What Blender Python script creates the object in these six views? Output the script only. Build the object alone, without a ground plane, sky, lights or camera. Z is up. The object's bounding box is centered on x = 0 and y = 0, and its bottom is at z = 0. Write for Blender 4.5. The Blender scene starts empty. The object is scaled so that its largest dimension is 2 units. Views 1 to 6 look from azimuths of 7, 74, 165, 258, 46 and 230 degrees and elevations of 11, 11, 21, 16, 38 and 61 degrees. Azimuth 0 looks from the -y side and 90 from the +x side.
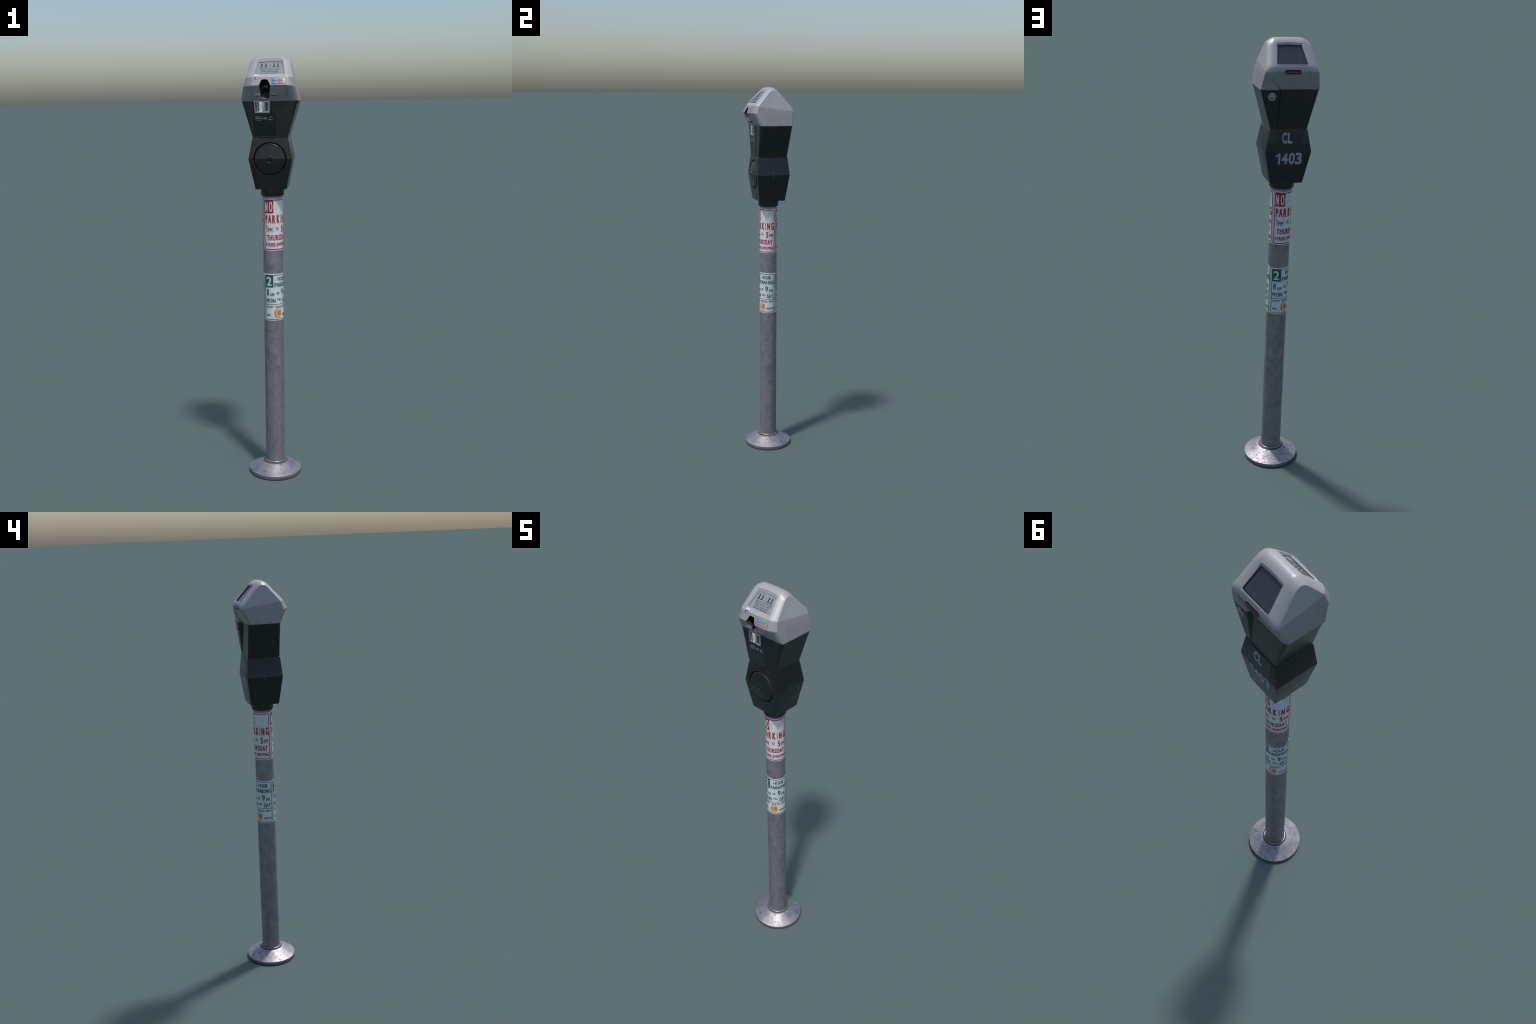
"""A street parking meter: cast cap, two-part black housing, steel post with wrapped parking signs, flange base."""
import bpy, bmesh, math, random
from mathutils import Vector, Matrix

random.seed(7)
COL = bpy.context.scene.collection

# ----------------------------------------------------------------------------- node helpers
def new_mat(name):
    m = bpy.data.materials.new(name)
    m.use_nodes = True
    nt = m.node_tree
    nt.nodes.clear()
    out = nt.nodes.new("ShaderNodeOutputMaterial")
    b = nt.nodes.new("ShaderNodeBsdfPrincipled")
    nt.links.new(b.outputs[0], out.inputs[0])
    return m, nt, b


class G:
    """small graph builder"""
    def __init__(self, nt):
        self.nt = nt
        self.co = nt.nodes.new("ShaderNodeTexCoord").outputs["Object"]

    def put(self, sock, v):
        if isinstance(v, bpy.types.NodeSocket):
            self.nt.links.new(v, sock)
        elif hasattr(sock.default_value, "__len__") and len(sock.default_value) == 4 and len(v) == 3:
            sock.default_value = (*v, 1)
        else:
            sock.default_value = v

    def mapped(self, scale=(1, 1, 1), loc=(0, 0, 0)):
        n = self.nt.nodes.new("ShaderNodeMapping")
        n.inputs["Scale"].default_value = scale
        n.inputs["Location"].default_value = loc
        self.nt.links.new(self.co, n.inputs[0])
        return n.outputs[0]

    def noise(self, scale, detail=4, rough=0.6, stretch=(1, 1, 1), loc=(0, 0, 0), dist=0.0):
        n = self.nt.nodes.new("ShaderNodeTexNoise")
        self.nt.links.new(self.mapped(stretch, loc), n.inputs["Vector"])
        n.inputs["Scale"].default_value = scale
        n.inputs["Detail"].default_value = detail
        n.inputs["Roughness"].default_value = rough
        n.inputs["Distortion"].default_value = dist
        return n.outputs["Fac"]

    def spots(self, scale, stretch=(1, 1, 1), loc=(0, 0, 0)):
        n = self.nt.nodes.new("ShaderNodeTexVoronoi")
        self.nt.links.new(self.mapped(stretch, loc), n.inputs["Vector"])
        n.inputs["Scale"].default_value = scale
        return n.outputs["Distance"]

    def ramp(self, fac, stops):
        n = self.nt.nodes.new("ShaderNodeValToRGB")
        cr = n.color_ramp
        while len(cr.elements) < len(stops):
            cr.elements.new(0.5)
        for e, (p, c) in zip(cr.elements, stops):
            e.position = p
            e.color = (*c, 1) if len(c) == 3 else c
        self.nt.links.new(fac, n.inputs[0])
        return n.outputs[0]

    def step(self, v, a, b):
        n = self.nt.nodes.new("ShaderNodeMapRange")
        n.clamp = True
        n.interpolation_type = 'SMOOTHSTEP'
        self.put(n.inputs[0], v)
        n.inputs[1].default_value = a
        n.inputs[2].default_value = b
        return n.outputs[0]

    def math(self, op, a, b=0.0):
        n = self.nt.nodes.new("ShaderNodeMath")
        n.operation = op
        self.put(n.inputs[0], a)
        self.put(n.inputs[1], b)
        return n.outputs[0]

    def mix(self, fac, a, b, mode='MIX'):
        n = self.nt.nodes.new("ShaderNodeMix")
        n.data_type = 'RGBA'
        n.blend_type = mode
        self.put(n.inputs[0], fac)
        self.put(n.inputs[6], a)
        self.put(n.inputs[7], b)
        return n.outputs[2]

    def xyz(self):
        n = self.nt.nodes.new("ShaderNodeSeparateXYZ")
        self.nt.links.new(self.co, n.inputs[0])
        return n.outputs

    def bump(self, h, strength, dist=0.001):
        n = self.nt.nodes.new("ShaderNodeBump")
        n.inputs["Strength"].default_value = strength
        n.inputs["Distance"].default_value = dist
        self.nt.links.new(h, n.inputs["Height"])
        return n.outputs[0]

    def band(self, v, centre, half, soft):
        """1 inside |v-centre|<half, fading to 0 over soft"""
        d = self.math('ABSOLUTE', self.math('SUBTRACT', v, centre))
        return self.step(d, half + soft, half)


def plain(name, col, rough=0.5, metal=0.0, var=0.0, spec=None, coat=0.0):
    m, nt, b = new_mat(name)
    g = G(nt)
    if var:
        c = g.mix(g.noise(60, 5), tuple(x * (1 - var) for x in col), tuple(min(1, x * (1 + var)) for x in col))
        g.put(b.inputs["Base Color"], c)
    else:
        b.inputs["Base Color"].default_value = (*col, 1)
    b.inputs["Roughness"].default_value = rough
    b.inputs["Metallic"].default_value = metal
    b.inputs["Coat Weight"].default_value = coat
    if spec is not None:
        b.inputs["Specular IOR Level"].default_value = spec
    return m


RUST = (0.085, 0.022, 0.010)
BLACK = (0.0085, 0.0105, 0.0108)


def mat_black(name, zlines, extra_rust=0.0):
    """black enamel with sparse rusty chips, and rust creeping along the seams at the given heights (z, reach)"""
    m, nt, b = new_mat(name)
    g = G(nt)
    x, y, z = g.xyz()
    base = g.mix(g.noise(14, 5), tuple(c * 0.85 for c in BLACK), tuple(c * 1.2 for c in BLACK))
    chips = g.step(g.spots(38, loc=(3.1, 0.4, 1.7)), 0.15, 0.08)
    chips = g.math('MULTIPLY', chips, g.step(g.noise(11, 3, loc=(5, 2, 1)), 0.50, 0.58))
    mask = g.math('MULTIPLY', chips, 0.50)
    for (zz, reach, amount) in zlines:
        near = g.band(z, zz, 0.0004, reach)
        patch = g.step(g.noise(24, 6, 0.7, loc=(zz, 1, 0)), 0.47, 0.66)
        mask = g.math('MAXIMUM', mask, g.math('MULTIPLY', g.math('MULTIPLY', near, patch), amount))
    if extra_rust:
        mask = g.math('MAXIMUM', mask, g.math('MULTIPLY', g.step(g.noise(13, 6, 0.75, loc=(9, 9, 2)), 0.60, 0.72), extra_rust))
    c = g.mix(mask, base, RUST)
    # pale scratch on the widest edge of each flank
    scr = g.math('MULTIPLY', g.band(z, 1.5355, 0.016, 0.003),
                 g.band(g.math('ADD', y, g.math('MULTIPLY', g.math('POWER', g.math('SUBTRACT', z, 1.535), 2), 4.0)), 0.0008, 0.0004, 0.0006))
    scr = g.math('MULTIPLY', scr, g.step(g.math('ABSOLUTE', x), 0.090, 0.095))
    c = g.mix(g.math('MULTIPLY', scr, 0.7), c, (0.22, 0.23, 0.24))
    g.put(b.inputs["Base Color"], c)
    r = g.math('ADD', 0.19, g.math('MULTIPLY', g.noise(45, 4), 0.12))
    r = g.math('ADD', r, g.math('MULTIPLY', mask, 0.3))
    g.put(b.inputs["Roughness"], r)
    b.inputs["Specular IOR Level"].default_value = 0.52
    g.put(b.inputs["Normal"], g.bump(g.noise(420, 2), 0.05))
    return m


def mat_cap():
    m, nt, b = new_mat("cast_grey_cap")
    g = G(nt)
    x, y, z = g.xyz()
    n1 = g.noise(16, 6, 0.6)
    c = g.ramp(n1, [(0.3, (0.350, 0.355, 0.370)), (0.7, (0.388, 0.391, 0.402))])
    # everything under the crease that runs round the cap is a darker, warmer grey, mottled with grime
    crease = g.math('SUBTRACT', 1.8892, g.math('MULTIPLY', y, 0.1365))
    under = g.step(g.math('SUBTRACT', crease, z), -0.0004, 0.0008)
    low = g.ramp(g.noise(24, 6, 0.62, stretch=(1, 1, 0.6), loc=(3, 1, 0)), [(0.3, (0.238, 0.234, 0.240)), (0.7, (0.292, 0.286, 0.289))])
    c = g.mix(under, c, low)
    grime = g.math('MULTIPLY', g.step(z, 1.845, 1.80), g.step(g.noise(30, 5, 0.65, stretch=(1, 1, 0.5)), 0.35, 0.75))
    c = g.mix(g.math('MULTIPLY', grime, 0.25), c, (0.17, 0.165, 0.165))
    g.put(b.inputs["Base Color"], c)
    b.inputs["Metallic"].default_value = 0.08
    g.put(b.inputs["Roughness"], g.math('ADD', 0.34, g.math('MULTIPLY', g.noise(22, 5), 0.16)))
    g.put(b.inputs["Normal"], g.bump(g.noise(500, 2), 0.04))
    return m


def mat_post():
    m, nt, b = new_mat("galvanised_steel")
    g = G(nt)
    x, y, z = g.xyz()
    cloud = g.noise(34, 7, 0.72, stretch=(1, 1, 0.6), dist=0.5)
    c = g.ramp(cloud, [(0.32, (0.180, 0.182, 0.202)), (0.5, (0.262, 0.252, 0.278)), (0.68, (0.325, 0.302, 0.318))])
    streak = g.step(g.noise(120, 4, 0.6, stretch=(1, 1, 0.04), loc=(2, 0, 0)), 0.56, 0.74)
    c = g.mix(g.math('MULTIPLY', streak, 0.22), c, (0.085, 0.082, 0.088))
    warm = g.step(g.noise(18, 5, 0.7, loc=(7, 3, 0)), 0.55, 0.72)
    c = g.mix(g.math('MULTIPLY', warm, 0.38), c, (0.26, 0.215, 0.185))
    pit = g.math('MULTIPLY', g.step(g.spots(75, stretch=(1, 1, 0.6)), 0.20, 0.10), g.step(g.noise(20, 2, loc=(1, 8, 4)), 0.53, 0.6))
    c = g.mix(g.math('MULTIPLY', pit, 0.8), c, (0.03, 0.027, 0.025))
    grain = g.step(g.noise(230, 4, 0.7, stretch=(1, 1, 0.55), loc=(6, 6, 1)), 0.60, 0.72)
    c = g.mix(g.math('MULTIPLY', grain, 0.42), c, (0.085, 0.080, 0.085))
    blot = g.step(g.noise(48, 6, 0.75, stretch=(1, 1, 0.45), loc=(3, 9, 2)), 0.60, 0.70)
    c = g.mix(g.math('MULTIPLY', blot, 0.35), c, (0.11, 0.108, 0.118))
    g.put(b.inputs["Base Color"], c)
    b.inputs["Metallic"].default_value = 0.50
    g.put(b.inputs["Roughness"], g.math('ADD', 0.38, g.math('MULTIPLY', cloud, 0.22)))
    g.put(b.inputs["Normal"], g.bump(g.noise(260, 3, stretch=(1, 1, 0.4)), 0.10))
    return m


def mat_base():
    m, nt, b = new_mat("worn_flange_steel")
    g = G(nt)
    cloud = g.noise(30, 7, 0.74, dist=0.5)
    c = g.ramp(cloud, [(0.34, (0.205, 0.225, 0.300)), (0.45, (0.305, 0.302, 0.340)), (0.54, (0.380, 0.360, 0.376)), (0.70, (0.440, 0.398, 0.380))])
    pit = g.math('MULTIPLY', g.step(g.spots(95, loc=(2, 5, 0)), 0.30, 0.14), g.step(g.noise(14, 4, 0.6, loc=(4, 1, 4)), 0.56, 0.64))
    scuff = g.math('MULTIPLY', g.step(g.noise(110, 6, 0.80, stretch=(0.6, 1, 1), loc=(8, 3, 3)), 0.545, 0.61), g.step(g.noise(13, 3, 0.6, loc=(1, 6, 2)), 0.40, 0.54))
    dark = g.math('MAXIMUM', g.math('MULTIPLY', pit, 0.75), g.math('MULTIPLY', scuff, 0.55))
    c = g.mix(dark, c, (0.085, 0.065, 0.060))
    # one long gouge
    x, y, z = g.xyz()
    u = g.math('ADD', g.math('MULTIPLY', x, 0.80), g.math('MULTIPLY', y, 0.60))
    w = g.math('SUBTRACT', g.math('MULTIPLY', y, 0.80), g.math('MULTIPLY', x, 0.60))
    gouge = g.math('MULTIPLY', g.band(u, 0.0985, 0.0055, 0.004), g.band(w, -0.0050, 0.0006, 0.0014))
    c = g.mix(gouge, c, (0.05, 0.042, 0.035))
    c = g.mix(g.step(z, 0.0172, 0.0160), c, (0.235, 0.230, 0.240))
    g.put(b.inputs["Base Color"], c)
    b.inputs["Metallic"].default_value = 0.72
    r = g.math('ADD', 0.33, g.math('MULTIPLY', g.noise(45, 6, 0.72, loc=(1, 1, 6)), 0.30))
    g.put(b.inputs["Roughness"], g.math('ADD', r, g.math('MULTIPLY', dark, 0.25)))
    h = g.math('SUBTRACT', g.noise(80, 6, 0.7), g.math('MULTIPLY', dark, 0.5))
    g.put(b.inputs["Normal"], g.bump(h, 0.45, 0.0018))
    return m


def mat_sheet():
    m, nt, b = new_mat("sign_white_sheet")
    g = G(nt)
    n1 = g.noise(30, 6, 0.7)
    c = g.ramp(n1, [(0.3, (0.56, 0.585, 0.61)), (0.65, (0.70, 0.72, 0.74))])
    drip = g.math('MULTIPLY', g.step(g.noise(110, 5, 0.65, stretch=(1, 1, 0.10), loc=(3, 0, 0)), 0.56, 0.70), 0.45)
    c = g.mix(drip, c, (0.30, 0.30, 0.31))
    fleck = g.math('MULTIPLY', g.step(g.spots(95), 0.24, 0.12), g.step(g.noise(26, 2, loc=(4, 4, 4)), 0.53, 0.6))
    c = g.mix(g.math('MULTIPLY', fleck, 0.8), c, (0.05, 0.05, 0.055))
    x, y, z = g.xyz()
    scuffs = g.math('MULTIPLY', g.band(z, 1.1365, 0.006, 0.008), g.step(g.noise(55, 6, 0.7, stretch=(1, 1, 0.5), loc=(0, 2, 0)), 0.50, 0.62))
    c = g.mix(g.math('MULTIPLY', scuffs, 0.6), c, (0.20, 0.20, 0.21))
    g.put(b.inputs["Base Color"], c)
    b.inputs["Roughness"].default_value = 0.42
    return m


def mat_ink(name, col):
    m, nt, b = new_mat(name)
    g = G(nt)
    worn = g.step(g.noise(75, 6, 0.7, stretch=(1, 1, 0.5)), 0.60, 0.78)
    c = g.mix(g.math('MULTIPLY', worn, 0.22), col, tuple(0.6 * v + 0.15 for v in col))
    dirt = g.math('MULTIPLY', g.step(g.noise(110, 5, 0.65, stretch=(1, 1, 0.10), loc=(3, 0, 0)), 0.57, 0.72), 0.35)
    c = g.mix(dirt, c, tuple(v * 0.35 for v in col))
    g.put(b.inputs["Base Color"], c)
    b.inputs["Roughness"].default_value = 0.42
    return m


def mat_solar():
    m, nt, b = new_mat("solar_cells")
    g = G(nt)
    c = g.mix(g.noise(70, 6, 0.75, stretch=(1, 0.6, 0.6)), (0.019, 0.024, 0.040), (0.062, 0.072, 0.100))
    g.put(b.inputs["Base Color"], c)
    b.inputs["Roughness"].default_value = 0.28
    return m


def mat_rust_edge():
    m, nt, b = new_mat("rusty_edge")
    g = G(nt)
    c = g.mix(g.step(g.noise(44, 6, 0.75), 0.46, 0.66), (0.013, 0.009, 0.009), (0.105, 0.030, 0.014))
    g.put(b.inputs["Base Color"], c)
    b.inputs["Roughness"].default_value = 0.7
    return m


M_CAP = mat_cap()
M_POST = mat_post()
M_BASE = mat_base()
M_HOUSE = mat_black("black_enamel_upper", [(1.80, 0.020, 0.8), (1.634, 0.012, 0.8)])
M_LOWER = mat_black("black_enamel_lower", [(1.634, 0.005, 1.0), (1.40, 0.006, 0.6)])
M_COLLAR = mat_black("black_enamel_collar", [(1.396, 0.018, 1.0)])
M_DOOR = mat_black("black_enamel_door", [(1.80, 0.02, 0.6)])
M_RUST = mat_rust_edge()
M_SHEET = mat_sheet()
M_RED = mat_ink("sign_red", (0.34, 0.008, 0.018))
M_GREEN = mat_ink("sign_green", (0.004, 0.115, 0.062))
M_ORANGE = mat_ink("sign_orange", (0.66, 0.20, 0.012))
M_SOLAR = mat_solar()
M_SOLARLINE = plain("solar_grid_line", (0.12, 0.105, 0.11), 0.4, 0.2)
M_GASKET = plain("dark_gasket", (0.012, 0.014, 0.017), 0.5)
M_THROAT = plain("dark_throat", (0.030, 0.030, 0.034), 0.35)
M_VOID = plain("dark_inside", (0.004, 0.0045, 0.005), 0.6)
M_LCD = plain("lcd_glass", (0.235, 0.262, 0.285), 0.35, 0.0, 0.06)
M_LCDINK = plain("lcd_ink", (0.014, 0.016, 0.025), 0.5)
M_BLUE = plain("key_blue", (0.085, 0.20, 0.60), 0.45)
M_KGREEN = plain("key_green", (0.055, 0.33, 0.13), 0.45)
M_KRED = plain("key_red", (0.60, 0.085, 0.095), 0.45)
M_KEYTEXT = plain("key_legend", (0.55, 0.60, 0.68), 0.5)
M_WHITE = plain("print_white", (0.72, 0.74, 0.78), 0.45)
M_DIMWHITE = plain("print_faded_white", (0.21, 0.225, 0.235), 0.5)
M_NAVY = plain("print_blue", (0.030, 0.045, 0.36), 0.45)
M_CRED = plain("print_red", (0.62, 0.02, 0.03), 0.45)
M_CORANGE = plain("print_orange", (0.80, 0.36, 0.02), 0.45)
M_PLATE = plain("brushed_plate", (0.30, 0.36, 0.39), 0.40, 0.35, 0.08)
M_PLATE_DARK = plain("plate_recess_patch", (0.095, 0.12, 0.125), 0.45, 0.3)
M_PRINTBLACK = plain("print_black", (0.012, 0.014, 0.017), 0.5)
M_STEEL = plain("polished_steel", (0.42, 0.43, 0.44), 0.28, 0.85, 0.1)
M_LIP = plain("lip_glint", (0.50, 0.48, 0.47), 0.30, 0.3)  # pale diffuse grey standing in for glints on bare metal
M_THROATLIP = plain("dim_lip_glint", (0.27, 0.25, 0.24), 0.32, 0.4, 0.2)  # toned-down version of the painted glint
M_LINER = plain("shaded_liner", (0.095, 0.095, 0.098), 0.4, 0.1, 0.3)
M_LOCK = plain("lock_steel", (0.25, 0.285, 0.28), 0.45, 0.2, 0.3)
M_LENS = plain("red_lens", (0.085, 0.004, 0.008), 0.4, spec=0.25)
M_BULB = plain("lamp_bead", (0.24, 0.27, 0.28), 0.3)
M_LED = plain("green_lamp", (0.035, 0.20, 0.012), 0.4)
M_RING = plain("weld_ring", (0.33, 0.325, 0.34), 0.34, 0.6, 0.2)
M_GROOVE = plain("groove_dark_grey", (0.060, 0.055, 0.052), 0.7, 0.0, 0.25)
M_LABEL = plain("number_label", (0.0175, 0.0195, 0.0265), 0.30)
M_LABELEDGE = plain("number_label_edge", (0.028, 0.031, 0.036), 0.5)
M_DIGIT = plain("number_label_print", (0.300, 0.338, 0.368), 0.5, 0.0, 0.10)

# ----------------------------------------------------------------------------- object helpers
ROOT = bpy.data.objects.new("parking_meter", None)
COL.objects.link(ROOT)
ROOT["label"] = "old grey and black single-space parking meter on steel post"
ROOT["category"] = "parking meter"


def add(name, mesh, parent, mats=(), angle=30, flat=False):
    for m in mats:
        mesh.materials.append(m)
    if not flat:
        mesh.polygons.foreach_set("use_smooth", [True] * len(mesh.polygons))
        mesh.set_sharp_from_angle(angle=math.radians(angle))
    mesh.update()
    o = bpy.data.objects.new(name, mesh)
    COL.objects.link(o)
    o.parent = parent
    return o


def mesh_of(bm, name):
    bmesh.ops.recalc_face_normals(bm, faces=bm.faces)
    me = bpy.data.meshes.new(name)
    bm.to_mesh(me)
    bm.free()
    return me


def lathe(name, profile, parent, mat, segs=96, closed=False, angle=30):
    bm = bmesh.new()
    rings = []
    for r, z in profile:
        if r < 1e-6:
            rings.append([bm.verts.new((0, 0, z))])
        else:
            rings.append([bm.verts.new((r * math.sin(2 * math.pi * i / segs), -r * math.cos(2 * math.pi * i / segs), z)) for i in range(segs)])
    pairs = list(zip(rings, rings[1:])) + ([(rings[-1], rings[0])] if closed else [])
    for a, b in pairs:
        for i in range(segs):
            j = (i + 1) % segs
            if len(a) == 1 and len(b) == 1:
                continue
            if len(a) == 1:
                bm.faces.new((a[0], b[i], b[j]))
            elif len(b) == 1:
                bm.faces.new((a[i], a[j], b[0]))
            else:
                bm.faces.new((a[i], a[j], b[j], b[i]))
    return add(name, mesh_of(bm, name), parent, [mat], angle)


class Frame:
    """flat working plane: origin, right, up; normal points out of the surface"""
    def __init__(self, o, right, up):
        self.o = Vector(o)
        self.r = Vector(right).normalized()
        self.u = Vector(up).normalized()
        self.n = self.r.cross(self.u).normalized()

    def at(self, x, y, h=0.0):
        return self.o + self.r * x + self.u * y + self.n * h


def rrect(x0, x1, y0, y1, r=0.0, n=5, radii=None):
    """rounded rectangle outline, radii in order bl, br, tr, tl"""
    radii = radii or (r, r, r, r)
    pts = []
    for (cx, cy, sx, sy, a0), rr in zip(((x0, y0, 1, 1, 180), (x1, y0, -1, 1, 270), (x1, y1, -1, -1, 0), (x0, y1, 1, -1, 90)), radii):
        if rr <= 0:
            pts.append((cx, cy))
            continue
        for i in range(n + 1):
            a = math.radians(a0 + 90 * i / n)
            pts.append((cx + sx * rr + rr * math.cos(a), cy + sy * rr + rr * math.sin(a)))
    return pts


def ellipse(cx, cy, rx, ry, n=40):
    return [(cx + rx * math.cos(2 * math.pi * i / n), cy + ry * math.sin(2 * math.pi * i / n)) for i in range(n)]


def inset_towards(outline, d):
    cx = sum(p[0] for p in outline) / len(outline)
    cy = sum(p[1] for p in outline) / len(outline)
    w = max(abs(p[0] - cx) for p in outline)
    h = max(abs(p[1] - cy) for p in outline)
    return [(cx + (x - cx) * (1 - d / w), cy + (y - cy) * (1 - d / h)) for x, y in outline]


def slab_bm(bm, outline, fr, lo, hi, bevel=0.0, mi=0):
    """solid plate on a frame, between heights lo and hi, optional chamfered top edge"""
    layers = [(outline, lo), (outline, hi - bevel)]
    if bevel > 0:
        layers.append((inset_towards(outline, bevel * 0.35), hi - bevel * 0.3))
        layers.append((inset_towards(outline, bevel), hi))
    vs = [[bm.verts.new(fr.at(x, y, h)) for x, y in ol] for ol, h in layers]
    n = len(outline)
    fs = []
    for a, b in zip(vs, vs[1:]):
        for i in range(n):
            fs.append(bm.faces.new((a[i], a[(i + 1) % n], b[(i + 1) % n], b[i])))
    fs.append(bm.faces.new(list(reversed(vs[0]))))
    fs.append(bm.faces.new(vs[-1]))
    for f in fs:
        f.material_index = mi


def slab(name, outline, fr, lo, hi, parent, mat, bevel=0.0, angle=35):
    bm = bmesh.new()
    slab_bm(bm, outline, fr, lo, hi, bevel)
    return add(name, mesh_of(bm, name), parent, [mat], angle)


def ring_bm(bm, outer, inner, fr, lo, hi, mi=0):
    """flat frame between two outlines with equal point counts"""
    n = len(outer)
    oT = [bm.verts.new(fr.at(x, y, hi)) for x, y in outer]
    iT = [bm.verts.new(fr.at(x, y, hi)) for x, y in inner]
    oB = [bm.verts.new(fr.at(x, y, lo)) for x, y in outer]
    iB = [bm.verts.new(fr.at(x, y, lo)) for x, y in inner]
    for i in range(n):
        j = (i + 1) % n
        for q in ((oT[i], oT[j], iT[j], iT[i]), (oB[j], oB[i], iB[i], iB[j]), (oB[i], oB[j], oT[j], oT[i]), (iT[i], iT[j], iB[j], iB[i])):
            bm.faces.new(q).material_index = mi


def text_bm(bm, body, x0, x1, y0, y1, mapper, depth=0.0006, bold=0.0, cuts=(), spacing=1.0, mi=0, xcut=None, ycut=None, base=0.0):
    """lettering stretched into the rectangle, solid, wrapped on a surface by mapper(x, y, height)"""
    cu = bpy.data.curves.new("lettering_tmp", 'FONT')
    cu.body = body
    cu.size = 1.0
    cu.offset = bold
    cu.space_character = spacing
    cu.resolution_u = 4
    cu.fill_mode = 'NONE' if False else 'BOTH'
    cu.extrude = 0.5
    o = bpy.data.objects.new("lettering_tmp", cu)
    COL.objects.link(o)
    dg = bpy.context.evaluated_depsgraph_get()
    me = bpy.data.meshes.new_from_object(o.evaluated_get(dg))
    bpy.data.objects.remove(o)
    bpy.data.curves.remove(cu)
    t = bmesh.new()
    t.from_mesh(me)
    bpy.data.meshes.remove(me)
    xs = [v.co.x for v in t.verts]
    ys = [v.co.y for v in t.verts]
    ax, bx, ay, by = min(xs), max(xs), min(ys), max(ys)
    for v in t.verts:
        v.co = Vector((x0 + (v.co.x - ax) / (bx - ax) * (x1 - x0), y0 + (v.co.y - ay) / (by - ay) * (y1 - y0), v.co.z + 0.5))
    for axis, step in ((0, xcut), (1, ycut)):
        if step:
            lo, hi = (x0, x1) if axis == 0 else (y0, y1)
            lst = step if isinstance(step, (list, tuple)) else [lo + step * k for k in range(1, int((hi - lo) / step) + 1)]
            for c in lst:
                if lo < c < hi:
                    p = Vector((c, 0, 0)) if axis == 0 else Vector((0, c, 0))
                    nn = Vector((1, 0, 0)) if axis == 0 else Vector((0, 1, 0))
                    bmesh.ops.bisect_plane(t, geom=t.verts[:] + t.edges[:] + t.faces[:], plane_co=p, plane_no=nn)
    bmesh.ops.remove_doubles(t, verts=t.verts, dist=1e-7)
    idx = {}
    for v in t.verts:
        idx[v] = bm.verts.new(mapper(v.co.x, v.co.y, base + v.co.z * depth))
    for f in t.faces:
        try:
            bm.faces.new([idx[v] for v in f.verts]).material_index = mi
        except ValueError:
            pass
    t.free()


def finish(bm, name, parent, mats, angle=30):
    return add(name, mesh_of(bm, name), parent, mats, angle)


def boolean_cut(obj, cutters):
    for c in cutters:
        md = obj.modifiers.new("cut", 'BOOLEAN')
        md.operation = 'DIFFERENCE'
        md.solver = 'EXACT'
        md.object = c
    dg = bpy.context.evaluated_depsgraph_get()
    me = bpy.data.meshes.new_from_object(obj.evaluated_get(dg))
    obj.modifiers.clear()
    old = obj.data
    obj.data = me
    bpy.data.meshes.remove(old)
    for c in cutters:
        d = c.data
        bpy.data.objects.remove(c)
        bpy.data.meshes.remove(d)


# ----------------------------------------------------------------------------- base, post
base = lathe("base_flange", [(0, 0), (0.1262, 0), (0.1268, 0.0015), (0.1268, 0.0158), (0.1262, 0.0172), (0.1245, 0.0182),
                             (0.108, 0.0253), (0.088, 0.0370), (0.070, 0.0480), (0.0595, 0.0530), (0.0588, 0.0532), (0.052, 0.0532), (0.046, 0.0532)],
             ROOT, M_BASE, 128, angle=24)
lathe("base_groove_ring", [(0.0592, 0.0520), (0.0588, 0.0545), (0.0530, 0.0575), (0.0500, 0.0575), (0.0480, 0.0520)], base, M_GROOVE, 96, closed=True)  # raised dark ring standing in for the groove round the post foot
lathe("weld_ring", [(0.0500 + 0.0034 * math.cos(a), 0.0590 + 0.0034 * math.sin(a)) for a in [2 * math.pi * i / 14 for i in range(14)]], base, M_RING, 96, closed=True)

R_POST = 0.0464
post = lathe("post", [(R_POST, 0.03)] + [(R_POST, 0.03 + 1.35 * i / 30) for i in range(1, 30)] + [(R_POST, 1.385)], ROOT, M_POST, 96)
# small raised dark patches standing in for pits round the post at knee height
bm = bmesh.new()
for k, az in enumerate((31.9, 120.0, 210.5, 304.5)):
    a = math.radians(az)
    fr = Frame((R_POST * math.sin(a), -R_POST * math.cos(a), 0.540), (math.cos(a), math.sin(a), 0), (0, 0, 1))
    n = 12
    pts = []
    for i in range(n):
        t = 2 * math.pi * i / n
        px, py = 0.0018 * math.cos(t), 0.0062 * math.sin(t)
        pts.append((px - 0.18 * py, py))
    slab_bm(bm, pts, fr, -0.0006, 0.00035)
finish(bm, "post_mark", post, [M_GASKET])

collar = lathe("post_collar", [(0.040, 1.3655), (0.0488, 1.3655), (0.0520, 1.3668), (0.0540, 1.3700), (0.0546, 1.3740), (0.0546, 1.4010), (0.0400, 1.4010)], ROOT, M_COLLAR, 96)


# ----------------------------------------------------------------------------- parking signs wrapped round the post
R_SIGN = R_POST + 0.0005
DEG = math.radians(1)


def wrap(x, y, h):
    """x is the angle in degrees round the post from the front, y the height"""
    a = x * DEG
    r = R_SIGN + h
    return Vector((r * math.sin(a), -r * math.cos(a), y))


DPM = 1 / (R_SIGN * DEG)          # degrees per metre


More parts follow.
